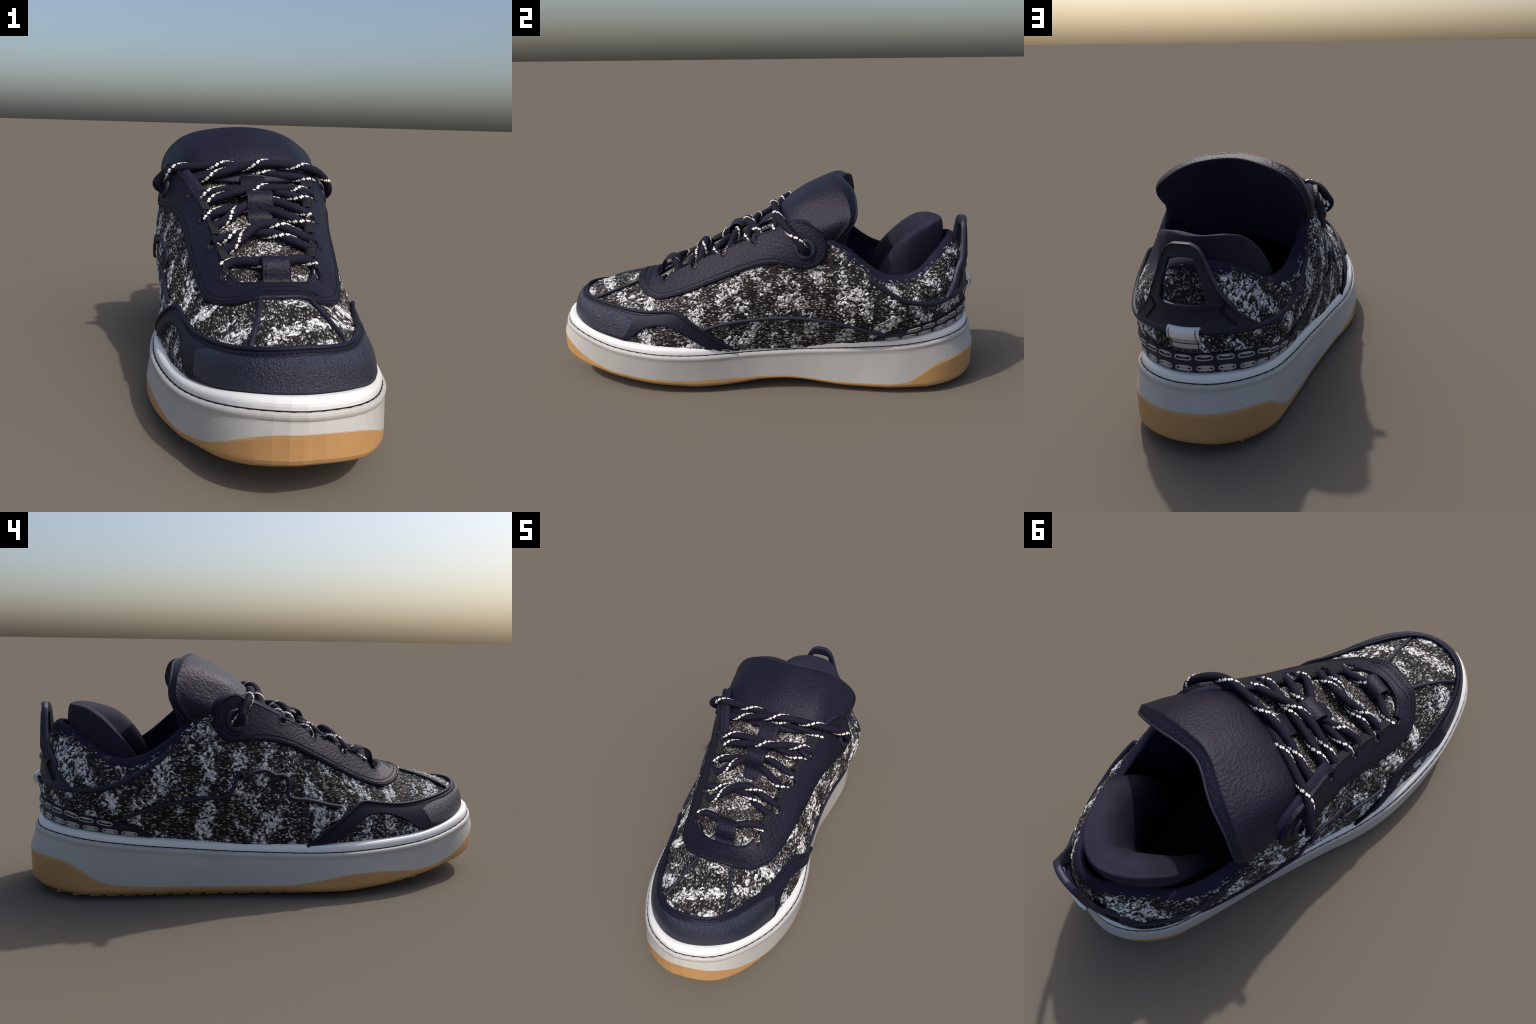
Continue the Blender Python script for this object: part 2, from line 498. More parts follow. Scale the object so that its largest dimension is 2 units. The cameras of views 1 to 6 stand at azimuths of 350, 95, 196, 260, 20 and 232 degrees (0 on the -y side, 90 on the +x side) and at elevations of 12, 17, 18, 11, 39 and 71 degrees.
NET = np.array([HEEL] + SIDE_R + [TOE] + SIDE_L[::-1])          # 28 profiles x 5 points
NK = len(NET)

def upper_point(s, t):
    """surface of the upper; s = profile number (periodic), t = 0 sole .. 1 edge (may run past 1)"""
    s = np.atleast_1d(np.asarray(s, float))
    t = np.atleast_1d(np.asarray(t, float))
    ext = np.concatenate([NET[-6:], NET, NET[:6]])
    cols = nat_spline(ext.reshape(len(ext), -1), np.arange(-6, NK + 6, dtype=float))(np.mod(s, NK)).reshape(len(s), 5, 3)
    f = nat_spline(cols.transpose(1, 0, 2).reshape(5, -1), np.linspace(0, 1, 5))
    return f(t).reshape(len(t), len(s), 3).transpose(1, 0, 2)

# parameter samples with even spacing round the middle of the upper
_s = np.linspace(0, NK, 1200)
_q = upper_point(_s, [.35])[:, 0]
_L = np.concatenate([[0], np.cumsum(np.sqrt((np.diff(_q, axis=0)**2).sum(1)))])
NS, NT = 860, 96
SS = np.interp(np.linspace(0, _L[-1], NS + 1)[:-1], _L, _s)
TT = np.linspace(0, 1, NT)
U = upper_point(SS, TT)
# snap target: same surface, coarser, run on past the edge
sc = np.interp(np.linspace(0, _L[-1], 421)[:-1], _L, _s)
tc = np.linspace(0, 1.22, 62)
UC = upper_point(sc, tc)
FC = grid_faces(len(sc), len(tc), cu=True)
BV = BVHTree.FromPolygons([tuple(p) for p in UC.reshape(-1, 3)], FC)
CORE = np.array([(0, y, z) for y, z in ((.7, .38), (.3, .45), (0, .42), (-.4, .3), (-.7, .25))])
def snap(P):
    """nearest points on the upper and outward normals"""
    P = np.asarray(P, float).reshape(-1, 3)
    C = np.zeros_like(P)
    N = np.zeros_like(P)
    for i, p in enumerate(P):
        co, no, _, _ = BV.find_nearest(Vector(p))
        c = CORE[np.argmin(np.abs(CORE[:, 1] - co.y))]
        if (Vector(co) - Vector(c)).dot(no) < 0:
            no = -no
        C[i] = co
        N[i] = no
    return C, N
def side(sign, y, z):
    """point on the flank of the upper, seen square from the side"""
    hit = BV.ray_cast(Vector((sign * 1.2, y, z)), Vector((-sign, 0, 0)))
    return np.array(hit[0]) if hit[0] is not None else np.array([sign * .25, y, z])
def on_side(sign, pts):
    return np.array([side(sign, y, z) for y, z in pts])

# fabric body with woven relief
du = np.roll(U, -1, 0) - np.roll(U, 1, 0)
dv = np.gradient(U, axis=1)
UN = norm(np.cross(dv, du))
if (UN[:, :, 2] * (U[:, :, 2] > .4)).sum() < 0:
    UN = -UN
flip = False
D = np.zeros(U.shape[:2])
for i in range(NS):
    for j in range(NT):
        x, y, z = U[i, j]
        D[i, j] = .0030 * noise.noise((x * 75, y * 55, z * 75)) + .0022 * noise.noise((x * 28, y * 30, z * 20))
UD = U + UN * D[:, :, None]
back = U - UN * .010
V = np.concatenate([UD, back[:, -1:]], 1)
make("fabric_upper", V.reshape(-1, 3), grid_faces(NS, NT + 1, cu=True), M_TWEED)

# boucle slubs: short curls of pale yarn gathered in clumps on the fabric
bag = Bag()
def slub(p, n, along, L, r):
    k = 5
    b = np.cross(n, along)
    ph = rng.uniform(0, 6)
    am = rng.uniform(.1, .5) * L
    tt = np.linspace(-.5, .5, k)
    path = np.array([p + along * L * t + b * am * math.sin(t * 4 + ph) for t in tt]) + n * (-.0005)
    rad = r * np.array([.35, .9, 1, .9, .35]) * (1 + .25 * np.array([rng.uniform(-1, 1) for _ in range(k)]))
    v, f, _ = tube_mesh(path, rad, 6, flat=.75, up=n)
    bag.add(v, f)
for c in range(8000):
    i = rng.randrange(NS)
    j = rng.randrange(4, NT - 10)
    p = U[i, j]
    x, y, z = p
    if z < float(np.interp(y, LIP_Y, LIP_Z)) + .014:
        continue
    if clump_at(x, y, z) + .35 * noise.noise((x * 30, y * 30, z * 30)) < rng.uniform(.0, .9):
        continue
    n = UN[i, j]
    q = rng.random()
    a = norm(dv[i, j]) if q < .4 else norm(du[i, j])
    if q > .8:
        a = norm(dv[i, j] / np.linalg.norm(dv[i, j]) + rng.uniform(-1, 1) * du[i, j] / np.linalg.norm(du[i, j]))
    if rng.random() < .3:
        slub(p, n, a, rng.uniform(.010, .017), rng.uniform(.0046, .0070))      # plump knots
    else:
        slub(p, n, a, rng.uniform(.009, .028), rng.uniform(.0024, .0040))      # thin curls
bag.make("boucle_slub", M_SLUB)

# ------------------------------------------------------------- overlay tools
def ribbon(name, A, B, h, mat, nv=14, closed=False, bevel=.007, do_snap=True, ends=True, parent=None, smooth_n=None, lift=0.0):
    """a panel between two edges A and B (same number of points), laid on the upper,
    h thick, with rounded edges that run down into the surface"""
    A = np.asarray(A)
    B = np.asarray(B)
    nu = len(A)
    W = np.linalg.norm(B - A, axis=1)
    lev = [(0, -.006), (0, .25), (.0012, .6), (.0035, .88), (bevel, 1.0)]
    vs, hs = [], []
    for d, k in lev:
        vs.append(np.minimum(d / np.maximum(W, 1e-4), .48))
        hs.append(k)
    for q in np.linspace(0, 1, nv)[1:-1]:
        v0 = vs[4]
        vs.append(v0 + (1 - 2 * v0) * q)
        hs.append(1.0)
    for i in range(4, -1, -1):
        vs.append(1 - vs[i])
        hs.append(hs[i])
    vs = np.stack(vs, 1)
    P = A[:, None] * (1 - vs[:, :, None]) + B[:, None] * vs[:, :, None]
    if do_snap:
        C, N = snap(P.reshape(-1, 3))
        C = C.reshape(P.shape)
        N = N.reshape(P.shape)
    else:
        C = P
        du = np.gradient(P, axis=0)
        dv = B[:, None] - A[:, None] + 0 * P
        N = norm(np.cross(du, dv))
        if smooth_n is not None and (N * smooth_n).sum() < 0:
            N = -N
    for _ in range(2):                      # calm the normals
        N[1:-1] = norm(N[1:-1] * 2 + N[:-2] + N[2:])
    H = np.array([k if k < 0 else k * h for k in hs])[None, :] * np.ones((nu, 1))
    if not closed and ends:
        for e, idx in ((0, 0), (1, 1), (2, 2), (nu - 1, 0), (nu - 2, 1), (nu - 3, 2)):
            H[e] = np.minimum(H[e], (-.006, .6 * h, .9 * h)[idx])
    H = H + lift
    V = C + N * H[:, :, None]
    nvv = V.shape[1]
    ob = make(name, V.reshape(-1, 3), grid_faces(nu, nvv, cu=closed), mat, parent)
    return ob, V

def stitches(bag, P, dash=.0105, gap=.0045, r=.0017, closed=False):
    L = length(P)
    n = max(int(L / (dash + gap)), 2)
    Q = resample(P, n * 4 + 1)
    k = dash / (dash + gap)
    for i in range(n):
        a = Q[i * 4]
        b = Q[i * 4 + 3] if k > .6 else Q[i * 4 + 2]
        m = (a + b) / 2
        v, f, _ = tube_mesh(np.array([a, m, b]), r, 4)
        bag.add(v, f)

def lay(P, h, n=None):
    """curve laid on the upper at height h"""
    C, N = snap(P)
    return C + N * h

def piping(name, P, r, n=160, sink=.35, closed=False):
    Q = curve(P, n, closed)
    C, N = snap(Q)
    Q = C + N * r * (1 - sink)
    for _ in range(2):
        Q[1:-1] = (Q[1:-1] * 2 + Q[:-2] + Q[2:]) / 4
    k = np.minimum(np.arange(n), n - 1 - np.arange(n)) / 5.0
    rr = r * (np.sqrt(np.clip(1 - (1 - np.clip(k, 0, 1))**2, .02, 1)) if not closed else np.ones(n))
    V, F, _ = tube_mesh(Q - N * (r - rr)[:, None], rr, 10, closed)
    return make(name, V, F, M_PIPE)

# ------------------------------------------------------------------ toe cap
CAP_TOP_R = [(.018, -.880, .390), (.10, -.862, .388), (.160, -.810, .376), (.207, -.715, .358), (.243, -.600, .343), (.270, -.500, .350),
             (.290, -.420, .366), (.300, -.365, .362), (.315, -.310, .335), (.335, -.235, .285), (.345, -.165, .240), (.348, -.12, .205)]
CAP_TOP_L = [(.018, -.880, .390), (-.06, -.866, .384), (-.125, -.815, .372), (-.175, -.735, .356), (-.215, -.630, .342), (-.245, -.530, .343),
             (-.270, -.440, .362), (-.288, -.380, .376), (-.300, -.330, .360), (-.318, -.26, .310), (-.330, -.18, .255), (-.335, -.105, .200)]
CAP_LOW_R = [(.020, -.955, .23), (.10, -.935, .23), (.175, -.870, .225), (.240, -.775, .215), (.290, -.675, .205), (.312, -.615, .215), (.308, -.575, .270),
             (.305, -.500, .300), (.312, -.430, .306), (.322, -.365, .290), (.338, -.290, .245), (.345, -.235, .195)]
CAP_LOW_L = [(.020, -.955, .23), (-.06, -.935, .23), (-.135, -.870, .225), (-.195, -.790, .215), (-.240, -.700, .205), (-.262, -.640, .220), (-.265, -.590, .265),
             (-.268, -.510, .300), (-.282, -.430, .315), (-.300, -.360, .300), (-.320, -.280, .245), (-.330, -.215, .190)]
def pair(R, L, n):
    # both curves share control stations, so sample by station number
    P = np.array(L[::-1] + R[1:])
    f = nat_spline(P)
    return f(np.linspace(0, len(P) - 1, n))
def to_lip(P):
    # edges that run along the sole stop just above its lip
    out = []
    for x, y, z in P:
        if z < .235:
            z = float(lip_z(np.array([y]))[0]) + .002
        out.append((x, y, z))
    return out
CAP_LOW_R = to_lip(CAP_LOW_R)
CAP_LOW_L = to_lip(CAP_LOW_L)
top = pair(CAP_TOP_R, CAP_TOP_L, 300)
low = pair(CAP_LOW_R, CAP_LOW_L, 300)
_, CV = ribbon("toe_cap", top, low, .0115, M_SMOOTH, nv=18, bevel=.010)
thread = Bag()
st = CV[8:-8, 6] * .5 + CV[8:-8, 7] * .5
stitches(thread, CV[6:-6, 5] + 0.0003 * 0, .012, .006, .0022)
# stitched edge of the side windows
for seg in (slice(4, 112), slice(188, 296)):
    stitches(thread, CV[seg, -6], .012, .006, .0022)
# raised bead along the top of the cap
bead = lay(top[3:-3], .011)
V, F, _ = tube_mesh(bead, .0075, 8)
make("toe_cap_bead", V, F, M_SMOOTH)
# pebbled bumper on the front of the cap
i0, i1 = 92, 214
w0, w1 = .16, .95
tcur = top[i0:i1]
lcur = low[i0:i1]
m = i1 - i0
e = np.minimum(np.arange(m), m - 1 - np.arange(m)) / 16.0
rnd = 1 - np.sqrt(np.clip(1 - (1 - np.clip(e, 0, 1))**2, 0, 1))
wa = (w0 + .30 * rnd)[:, None]
wb = (w1 - .12 * rnd)[:, None]
ribbon("toe_bumper", tcur * (1 - wa) + lcur * wa, tcur * (1 - wb) + lcur * wb, .0135, M_GRAIN, nv=20, bevel=.006)

# ------------------------------------------------------------------ eyestay
STAY_OUT_L = [(.02, -.618, .460), (-.052, -.612, .450), (-.105, -.590, .440), (-.155, -.550, .425), (-.188, -.495, .412), (-.207, -.430, .422), (-.222, -.340, .458),
              (-.237, -.260, .503), (-.250, -.180, .550), (-.265, -.095, .597), (-.282, -.010, .626), (-.302, .080, .638), (-.325, .165, .637), (-.332, .215, .646),
              (-.330, .252, .685), (-.320, .260, .730), (-.303, .245, .775), (-.285, .205, .805), (-.274, .165, .811)]
STAY_OUT_R = [(.02, -.618, .460), (.085, -.610, .450), (.140, -.590, .438), (.190, -.553, .422), (.225, -.505, .411), (.244, -.445, .412), (.258, -.350, .440),
              (.279, -.255, .488), (.298, -.170, .533), (.318, -.085, .577), (.338, -.010, .608), (.352, .080, .622), (.362, .180, .608), (.366, .240, .618),
              (.364, .280, .655), (.352, .290, .705), (.338, .272, .757), (.320, .225, .788), (.300, .172, .800)]
STAY_IN_L = [(.02, -.522, .482), (-.035, -.515, .482), (-.075, -.500, .482), (-.105, -.475, .486), (-.122, -.440, .508), (-.130, -.405, .525), (-.142, -.330, .567),
             (-.150, -.265, .602), (-.162, -.185, .645), (-.176, -.105, .683), (-.194, -.030, .720), (-.215, .040, .755), (-.235, .095, .782), (-.243, .115, .790),
             (-.250, .130, .797), (-.255, .140, .802), (-.260, .148, .806), (-.266, .155, .809), (-.272, .163, .811)]
STAY_IN_R = [(.02, -.522, .482), (.065, -.515, .482), (.100, -.500, .482), (.130, -.475, .486), (.148, -.440, .507), (.157, -.405, .524), (.172, -.330, .566),
             (.184, -.265, .600), (.196, -.185, .642), (.212, -.105, .678), (.230, -.030, .714), (.252, .040, .747), (.270, .095, .772), (.278, .115, .780),
             (.284, .130, .786), (.289, .142, .790), (.293, .152, .794), (.296, .160, .797), (.299, .170, .800)]
NST = 760
so = pair(STAY_OUT_R, STAY_OUT_L, NST)
si = pair(STAY_IN_R, STAY_IN_L, NST)
# notches where the laces pass under the edge, and the wide mouth at the front
NOTCH_Y = (-.437, -.303, -.170, -.028)
sic = si.copy()
for k in range(NST):
    y = si[k, 1]
    if abs(si[k, 0] - .02) < .06:
        continue
    for n_y in NOTCH_Y:
        d = abs(y - n_y)
        if d < .0145:
            depth = .038 * math.sqrt(max(0, 1 - (max(d - .005, 0) / .0105)**2))
            w = np.linalg.norm(so[k] - si[k])
            sic[k] = si[k] + (so[k] - si[k]) / w * depth
_, EV = ribbon("eyestay", so, sic, .012, M_LEATHER, nv=22, bevel=.006)
def inset_line(V, d, edge=0):
    """line on the top of a ribbon at distance d from one edge"""
    core = V[:, 4:-4]
    if edge:
        core = core[:, ::-1]
    out = []
    for row in core:
        L = np.concatenate([[0], np.cumsum(np.linalg.norm(np.diff(row, axis=0), axis=1))])
        dd = min(d, L[-1] * .49)
        out.append([np.interp(dd, L, row[:, c]) for c in range(3)])
    return np.array(out)
for d in (.006, .022):
    stitches(thread, inset_line(EV, d)[6:-6], .010, .005, .0020)
stitches(thread, inset_line(EV, .006, 1)[6:-6], .010, .005, .0018)
# stitched peak motif on the front of the eyestay
for pts in ([(-.075, -.562), (-.02, -.555), (.05, -.553), (.10, -.548), (.145, -.545)], [(-.045, -.578), (.02, -.580), (.075, -.577), (.11, -.565), (.145, -.545)]):
    c = curve([(x, y, .47) for x, y in pts], 40)
    for i in range(len(c)):
        hit = BV.ray_cast(Vector((c[i, 0], c[i, 1], 1)), Vector((0, 0, -1)))
        if hit[0] is not None:
            c[i] = np.array(hit[0]) + np.array(hit[1]) * (.0125 if hit[1].z > 0 else -.0125)
    stitches(thread, c, .010, .005, .0018)

# ------------------------------------------------------------------- piping
piping("vamp_piping", [(.100, -.595, .45), (.125, -.66, .44), (.150, -.73, .425), (.163, -.805, .385)], .0075, 50)
piping("vamp_piping", [(-.050, -.602, .45), (-.062, -.66, .44), (-.085, -.74, .42), (-.115, -.825, .375)], .0075, 50)
COL_R = [(.349, .455, .585), (.353, .485, .553), (.350, .545, .505), (.335, .62, .462), (.297, .705, .438), (.245, .80, .434), (.150, .897, .445), (.05, .945, .455)]
COL_L = [(-.05, .945, .455), (-.15, .895, .448), (-.222, .80, .443), (-.262, .70, .448), (-.290, .610, .477), (-.308, .530, .523), (-.308, .455, .578), (-.306, .415, .612)]
piping("heel_piping", COL_R + COL_L, .0110, 260, .62)
ARC_R = [(-.275, .300), (-.17, .335), (-.05, .356), (.10, .372), (.22, .371), (.35, .354), (.46, .324), (.57, .290)]
piping("side_piping", on_side(1, ARC_R), .0085, 140)
ARC_L = [(.62, .330), (.53, .372), (.42, .402), (.30, .424), (.225, .425), (.195, .440), (.172, .490), (.160, .520), (.150, .518), (.138, .498), (.125, .508),
         (.085, .521), (.045, .517), (.015, .500), (-.005, .499), (-.030, .492), (-.047, .462), (-.040, .425), (-.052, .408), (-.12, .395), (-.20, .375), (-.27, .360)]
piping("side_piping", on_side(-1, ARC_L), .0085, 260)

# ---------------------------------------------------------------- heel parts
BAND_UP = [(.505, .262), (.540, .292), (.575, .309), (.65, .325), (.72, .338), (.80, .352)]
BAND_LO = [(.490, .252), (.530, .258), (.575, .262), (.65, .271), (.72, .281), (.80, .292)]
def heel_line(rows, zmid, low_off=0.0):
    R = [side(1, y, z) for y, z in rows]
    L = [side(-1, y, z) for y, z in rows]
    mid = []
    for a in np.linspace(-75, 75, 9):
        d = np.array([math.sin(math.radians(a)), math.cos(math.radians(a)), 0])
        hit = BV.ray_cast(Vector((d[0] * 1.0, .74 + d[1] * 1.0, zmid - .012 * (abs(a) / 75)**2)), Vector(-d))
        mid.append(np.array(hit[0]))
    return nat_spline(np.array(L + mid + R[::-1]))(np.linspace(0, 2 * len(rows) + 8, 240))
bu = heel_line(BAND_UP, .372)
bl = heel_line(BAND_LO, .305)
_, BVt = ribbon("heel_band", bu, bl, .009, M_RUBBER, nv=10, bevel=.004)
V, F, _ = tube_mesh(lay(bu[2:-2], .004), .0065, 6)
make("heel_band_shade", V, F, M_BLACK)  # black tube: puts the shade above the band into colour
# chain stitches: pale oval links in two rows
def oval(c, a, b, n, La, Lb, r):
    th = np.linspace(0, 2 * math.pi, 25)[:-1]
    sq = lambda v, p: np.sign(v) * np.abs(v)**p
    P = np.array([c + a * La * sq(math.cos(t), .6) + b * Lb * sq(math.sin(t), .8) for t in th])
    return tube_mesh(P, r, 5, closed=True, up=n)[:2]
def link_row(frac, i_from, i_to, fill):
    nv = BVt.shape[1]
    row = BVt[i_from:i_to, 5] * (1 - frac) + BVt[i_from:i_to, nv - 6] * frac
    n = int(length(row) / .074)
    Q = resample(row, n * 2 + 1)
    for i in range(n):
        c = Q[2 * i + 1]
        a = norm(Q[2 * i + 2] - Q[2 * i])
        _, N = snap([c])
        nn = N[0]
        b = norm(np.cross(nn, a))
        V, F = oval(c + nn * .001, a, b, nn, .029, .0085, .0026)
        bg = Bag()
        bg.add(V, F)
        for off in ((-.004, .004) if fill else (-.006,)):
            p0 = c + nn * .001 + b * off * (1 if b[2] < 0 else -1)
            v, f, _ = tube_mesh(np.array([p0 - a * .021, p0 - a * .006 + b * .001, p0 + a * .008, p0 + a * .021]), [.0016, .0060, .0052, .0016], 5, flat=.5, up=nn)
            bg.add(v, f)
        bg.make("stitch_link", M_STITCH, kind=None)
link_row(.0, 34, 206, False)
link_row(.86, 16, 224, True)

# pull tab: a plate with a window, wrapped on the heel and standing free above it
def tab_y(x, z):
    w = np.clip((z - .50) / .09, 0, 1)
    low = np.array([.955 - 3.0 * a * a for a in np.atleast_1d(x)])
    for i, (a, b) in enumerate(zip(np.atleast_1d(x), np.atleast_1d(z))):
        hit = BV.ray_cast(Vector((a, 1.5, min(b, .60))), Vector((0, -1, 0)))
        if hit[0] is not None:
            low[i] = hit[0].y + .019
    hi = .946 - 2.4 * x * x - .12 * np.maximum(z - .60, 0)
    return low * (1 - w) + hi * w
TAB_OUT = [(-.232, .448), (-.180, .508), (-.135, .578), (-.100, .655), (-.075, .720), (-.058, .750), (-.032, .766), (0, .768), (.032, .766), (.058, .750), (.075, .720),
           (.100, .655), (.135, .578), (.180, .508), (.232, .448), (.15, .449), (.08, .455), (0, .458), (-.08, .455), (-.15, .449)]
TAB_IN = [(-.083, .572), (-.080, .590), (-.072, .625), (-.062, .660), (-.052, .695), (-.047, .712), (-.036, .720), (0, .722), (.036, .720), (.047, .712), (.052, .695),
          (.062, .660), (.072, .625), (.080, .590), (.083, .572), (.070, .560), (.035, .557), (0, .557), (-.035, .557), (-.070, .560)]
def closed_by_station(P, n):
    P = np.array(P)
    m = len(P)
    ext = np.vstack([P[-4:], P, P[:4]])
    return nat_spline(ext, np.arange(-4, m + 4, dtype=float))(np.linspace(0, m, n + 1)[:-1])
def corner_line(P, n):
    P = np.array(P + P[:1])
    m = len(P) - 1
    t = np.linspace(0, m, n + 1)[:-1]
    return np.stack([np.interp(t, np.arange(m + 1), P[:, k]) for k in range(2)], 1)
to = .5 * corner_line(TAB_OUT, 240) + .5 * closed_by_station(TAB_OUT, 240)
ti = closed_by_station(TAB_IN, 240)
def tab_row(f, y_off):
    q = to * (1 - f) + ti * f
    return np.column_stack([q[:, 0] + .005, tab_y(q[:, 0], q[:, 1]) + y_off, q[:, 1] - .004])
rows = []
for f, yo in ((0, -.022), (0, -.004), (.02, .0), (.07, .001), (.11, -.002), (.16, -.0045), (.3, -.005), (.5, -.005), (.7, -.005), (.80, -.004), (.84, .001), (.96, .001), (.99, -.001), (1, -.006), (1, -.022), (.9, -.024), (.5, -.024), (.1, -.024)):
    rows.append(tab_row(f, yo))
V = np.stack(rows, 1).reshape(-1, 3)
make("heel_pull_tab", V, grid_faces(240, len(rows), cu=True, cv=True), M_RUBBER)
for s in (1, -1):
    P = np.array([(s * .168, 0, .470), (s * .145, 0, .498), (s * .122, 0, .526), (s * .130, 0, .538), (s * .142, 0, .552)])
    P[:, 1] = tab_y(P[:, 0], P[:, 2]) - .0015
    Q = np.vstack([np.linspace(P[i], P[i + 1], 6) for i in range(4)])
    V, F, _ = tube_mesh(Q, .0050, 6)
    make("tab_chevron_groove", V, F, M_BLACK)

# pale loop label over the heel piping
def label_point(x, a):
    z, yo = a
    return (x, .940 - 3.0 * x * x + yo, z)
prof = nat_spline([(.455, -.010), (.470, .004), (.474, .016), (.466, .025), (.450, .026), (.436, .018), (.428, .009), (.415, .005), (.400, .003), (.385, .001), (.374, -.002)])(np.linspace(0, 10, 60))
xs = np.linspace(-.056, .056, 22)
def strip(lo, hi, x0, x1, off, name, mat):
    pr = prof[lo:hi]
    t = norm(np.gradient(pr, axis=0))
    nrm_ = np.stack([-t[:, 1], t[:, 0]], 1)
    if nrm_[len(nrm_) // 2, 1] < 0:
        nrm_ = -nrm_
    X = np.linspace(x0, x1, 20)
    V = []
    for o in (off, off - .010):
        for x in X:
            for p, nn in zip(pr, nrm_):
                q = p + nn * o
                V.append(label_point(x, q))
    n1, n2 = len(X), len(pr)
    F = grid_faces(n1, n2) + grid_faces(n1, n2, off=n1 * n2, flip=True)
    k = n1 * n2
    for i in range(n1 - 1):
        F.append((i * n2, (i + 1) * n2, k + (i + 1) * n2, k + i * n2))
        F.append((i * n2 + n2 - 1, (i + 1) * n2 + n2 - 1, k + (i + 1) * n2 + n2 - 1, k + i * n2 + n2 - 1))
    for j in range(n2 - 1):
        F.append((j, j + 1, k + j + 1, k + j))
        a = (n1 - 1) * n2
        F.append((a + j, a + j + 1, k + a + j + 1, k + a + j))
    return make(name, V, F, mat)
M_LABEL = plain("pale_label_weave", (.42, .41, .40), .6)
M_LABEL_D = plain("plum_label_weave", (.060, .050, .070), .7)
strip(0, 32, -.058, .058, .004, "heel_label_roll", M_LIP)
strip(30, 50, -.055, .055, .004, "heel_label", M_LABEL)
strip(49, 60, -.055, .055, .004, "heel_label_foot", M_LABEL_D)
bag = Bag()
def label_line(z, yo, x0, x1, r=.0017):
    P = np.array([label_point(x, (z, yo)) for x in np.linspace(x0, x1, 16)])
    v, f, _ = tube_mesh(P, r, 5)
    bag.add(v, f)
label_line(.430, .0150, -.055, .055)
label_line(.415, .0092, -.055, .055)
for s in (-1, 1):
    P = np.array([label_point(s * .049, (z, yo + .0045)) for z, yo in prof[8:56]])
    v, f, _ = tube_mesh(P, .0016, 5)
    bag.add(v, f)
for k in range(3):
    label_line(.386, .0055, -.040 + .028 * k, -.026 + .028 * k, .0022)
bag.make("label_stitch", M_THREAD)

# ------------------------------------------------------- lining, insole, pad
# the lining rolls over the collar edge and drops inside
SC = np.concatenate([np.linspace(-7.6, 0, 130)[:-1], np.linspace(0, 7.6, 130)])
edge = upper_point(SC, [1.0])[:, 0]
below = upper_point(SC, [.93])[:, 0]
upd = norm(edge - below)
ctr = np.column_stack([np.zeros(len(edge)) + .01, np.clip(edge[:, 1], .05, .68), edge[:, 2]])
inn = ctr - edge
inn[:, 2] = 0
inn = norm(inn)
rows = []
for a, b in ((.001, -.022), (-.002, -.010), (.0, .002), (.004, .012), (.013, .019), (.024, .019), (.033, .011), (.038, -.004), (.042, -.03)):
    rows.append(edge + inn * a + upd * b)
floor_z = .24
for k in np.linspace(.15, 1, 9):
    q = rows[8].copy()
    q[:, 2] = q[:, 2] * (1 - k) + floor_z * k
    q += inn * (.045 * k)
    rows.append(q)
V = np.stack(rows, 1).reshape(-1, 3)
make("collar_lining", V, grid_faces(len(SC), len(rows)), M_LINING)
# insole
tg_ = np.linspace(0, .5, 60)
si_ = sc[::2]
gu = upper_point(si_, tg_)
q = []
for k in range(len(si_)):
    zt = lip_z(gu[k, :1, 1])[0] + .018
    m_ = int(np.argmin(np.abs(gu[k, :, 2] - zt)))
    q.append(gu[k, m_] * np.array([.97, .985, 1]))
q = np.array(q)
q1 = q * np.array([.84, .95, 1])
q2 = q * np.array([.76, .93, 0]) + np.array([0, 0, .232])
nq = len(q)
Fq = []
for b_ in (0, nq):
    Fq += [(b_ + k, b_ + (k + 1) % nq, b_ + nq + (k + 1) % nq, b_ + nq + k) for k in range(nq)]
make("insole", np.vstack([q, q1, q2]), Fq + [tuple(2 * nq + k for k in range(nq))], M_DARK, smooth=False)
# inner shell behind the fabric
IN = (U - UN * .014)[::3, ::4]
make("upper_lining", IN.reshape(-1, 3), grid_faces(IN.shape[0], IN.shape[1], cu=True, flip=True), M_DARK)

# heel cushion: a two-lobed pad that stands above the collar
PADC = [(.185, .455, .40, .060), (.195, .50, .53, .075), (.195, .555, .635, .088), (.178, .625, .712, .095), (.128, .692, .744, .098), (.072, .746, .759, .098),
        (.003, .775, .760, .098), (-.062, .750, .760, .098), (-.112, .692, .738, .096), (-.146, .622, .668, .092), (-.160, .555, .582, .084), (-.168, .50, .50, .075), (-.166, .455, .39, .06)]
pc = nat_spline(np.array(PADC))(np.linspace(0, len(PADC) - 1, 120))
tg = norm(np.column_stack([np.gradient(pc[:, :2], axis=0), np.zeros(len(pc))]))
outw = np.column_stack([tg[:, 1], -tg[:, 0], np.zeros(len(pc))])
if (outw[60] @ np.array([0, 1, 0])) < 0:
    outw = -outw
sec = curve([(.52, -.38), (.54, -.15), (.52, -.05), (.43, -.006), (.30, -.004), (.0, -.010), (-.35, -.034), (-.62, -.085), (-.78, -.16), (-.85, -.24), (-.85, -.38)], 50)
V = []
for p, o in zip(pc, outw):
    for a, z in sec:
        lump = .004 * noise.noise((p[0] * 14, p[1] * 14, p[2] * 14 + z * 20))
        V.append((p[0] + o[0] * (a * p[3] + lump), p[1] + o[1] * (a * p[3] + lump), p[2] + z + lump))
make("heel_cushion", V, grid_faces(120, len(sec)), M_PAD)
sm = np.array([(p[0] + o[0] * .38 * p[3], p[1] + o[1] * .38 * p[3], p[2] - .006) for p, o in zip(pc, outw)])
V, F, _ = tube_mesh(sm[12:-12], .0035, 6)
make("cushion_seam", V, F, M_PAD)

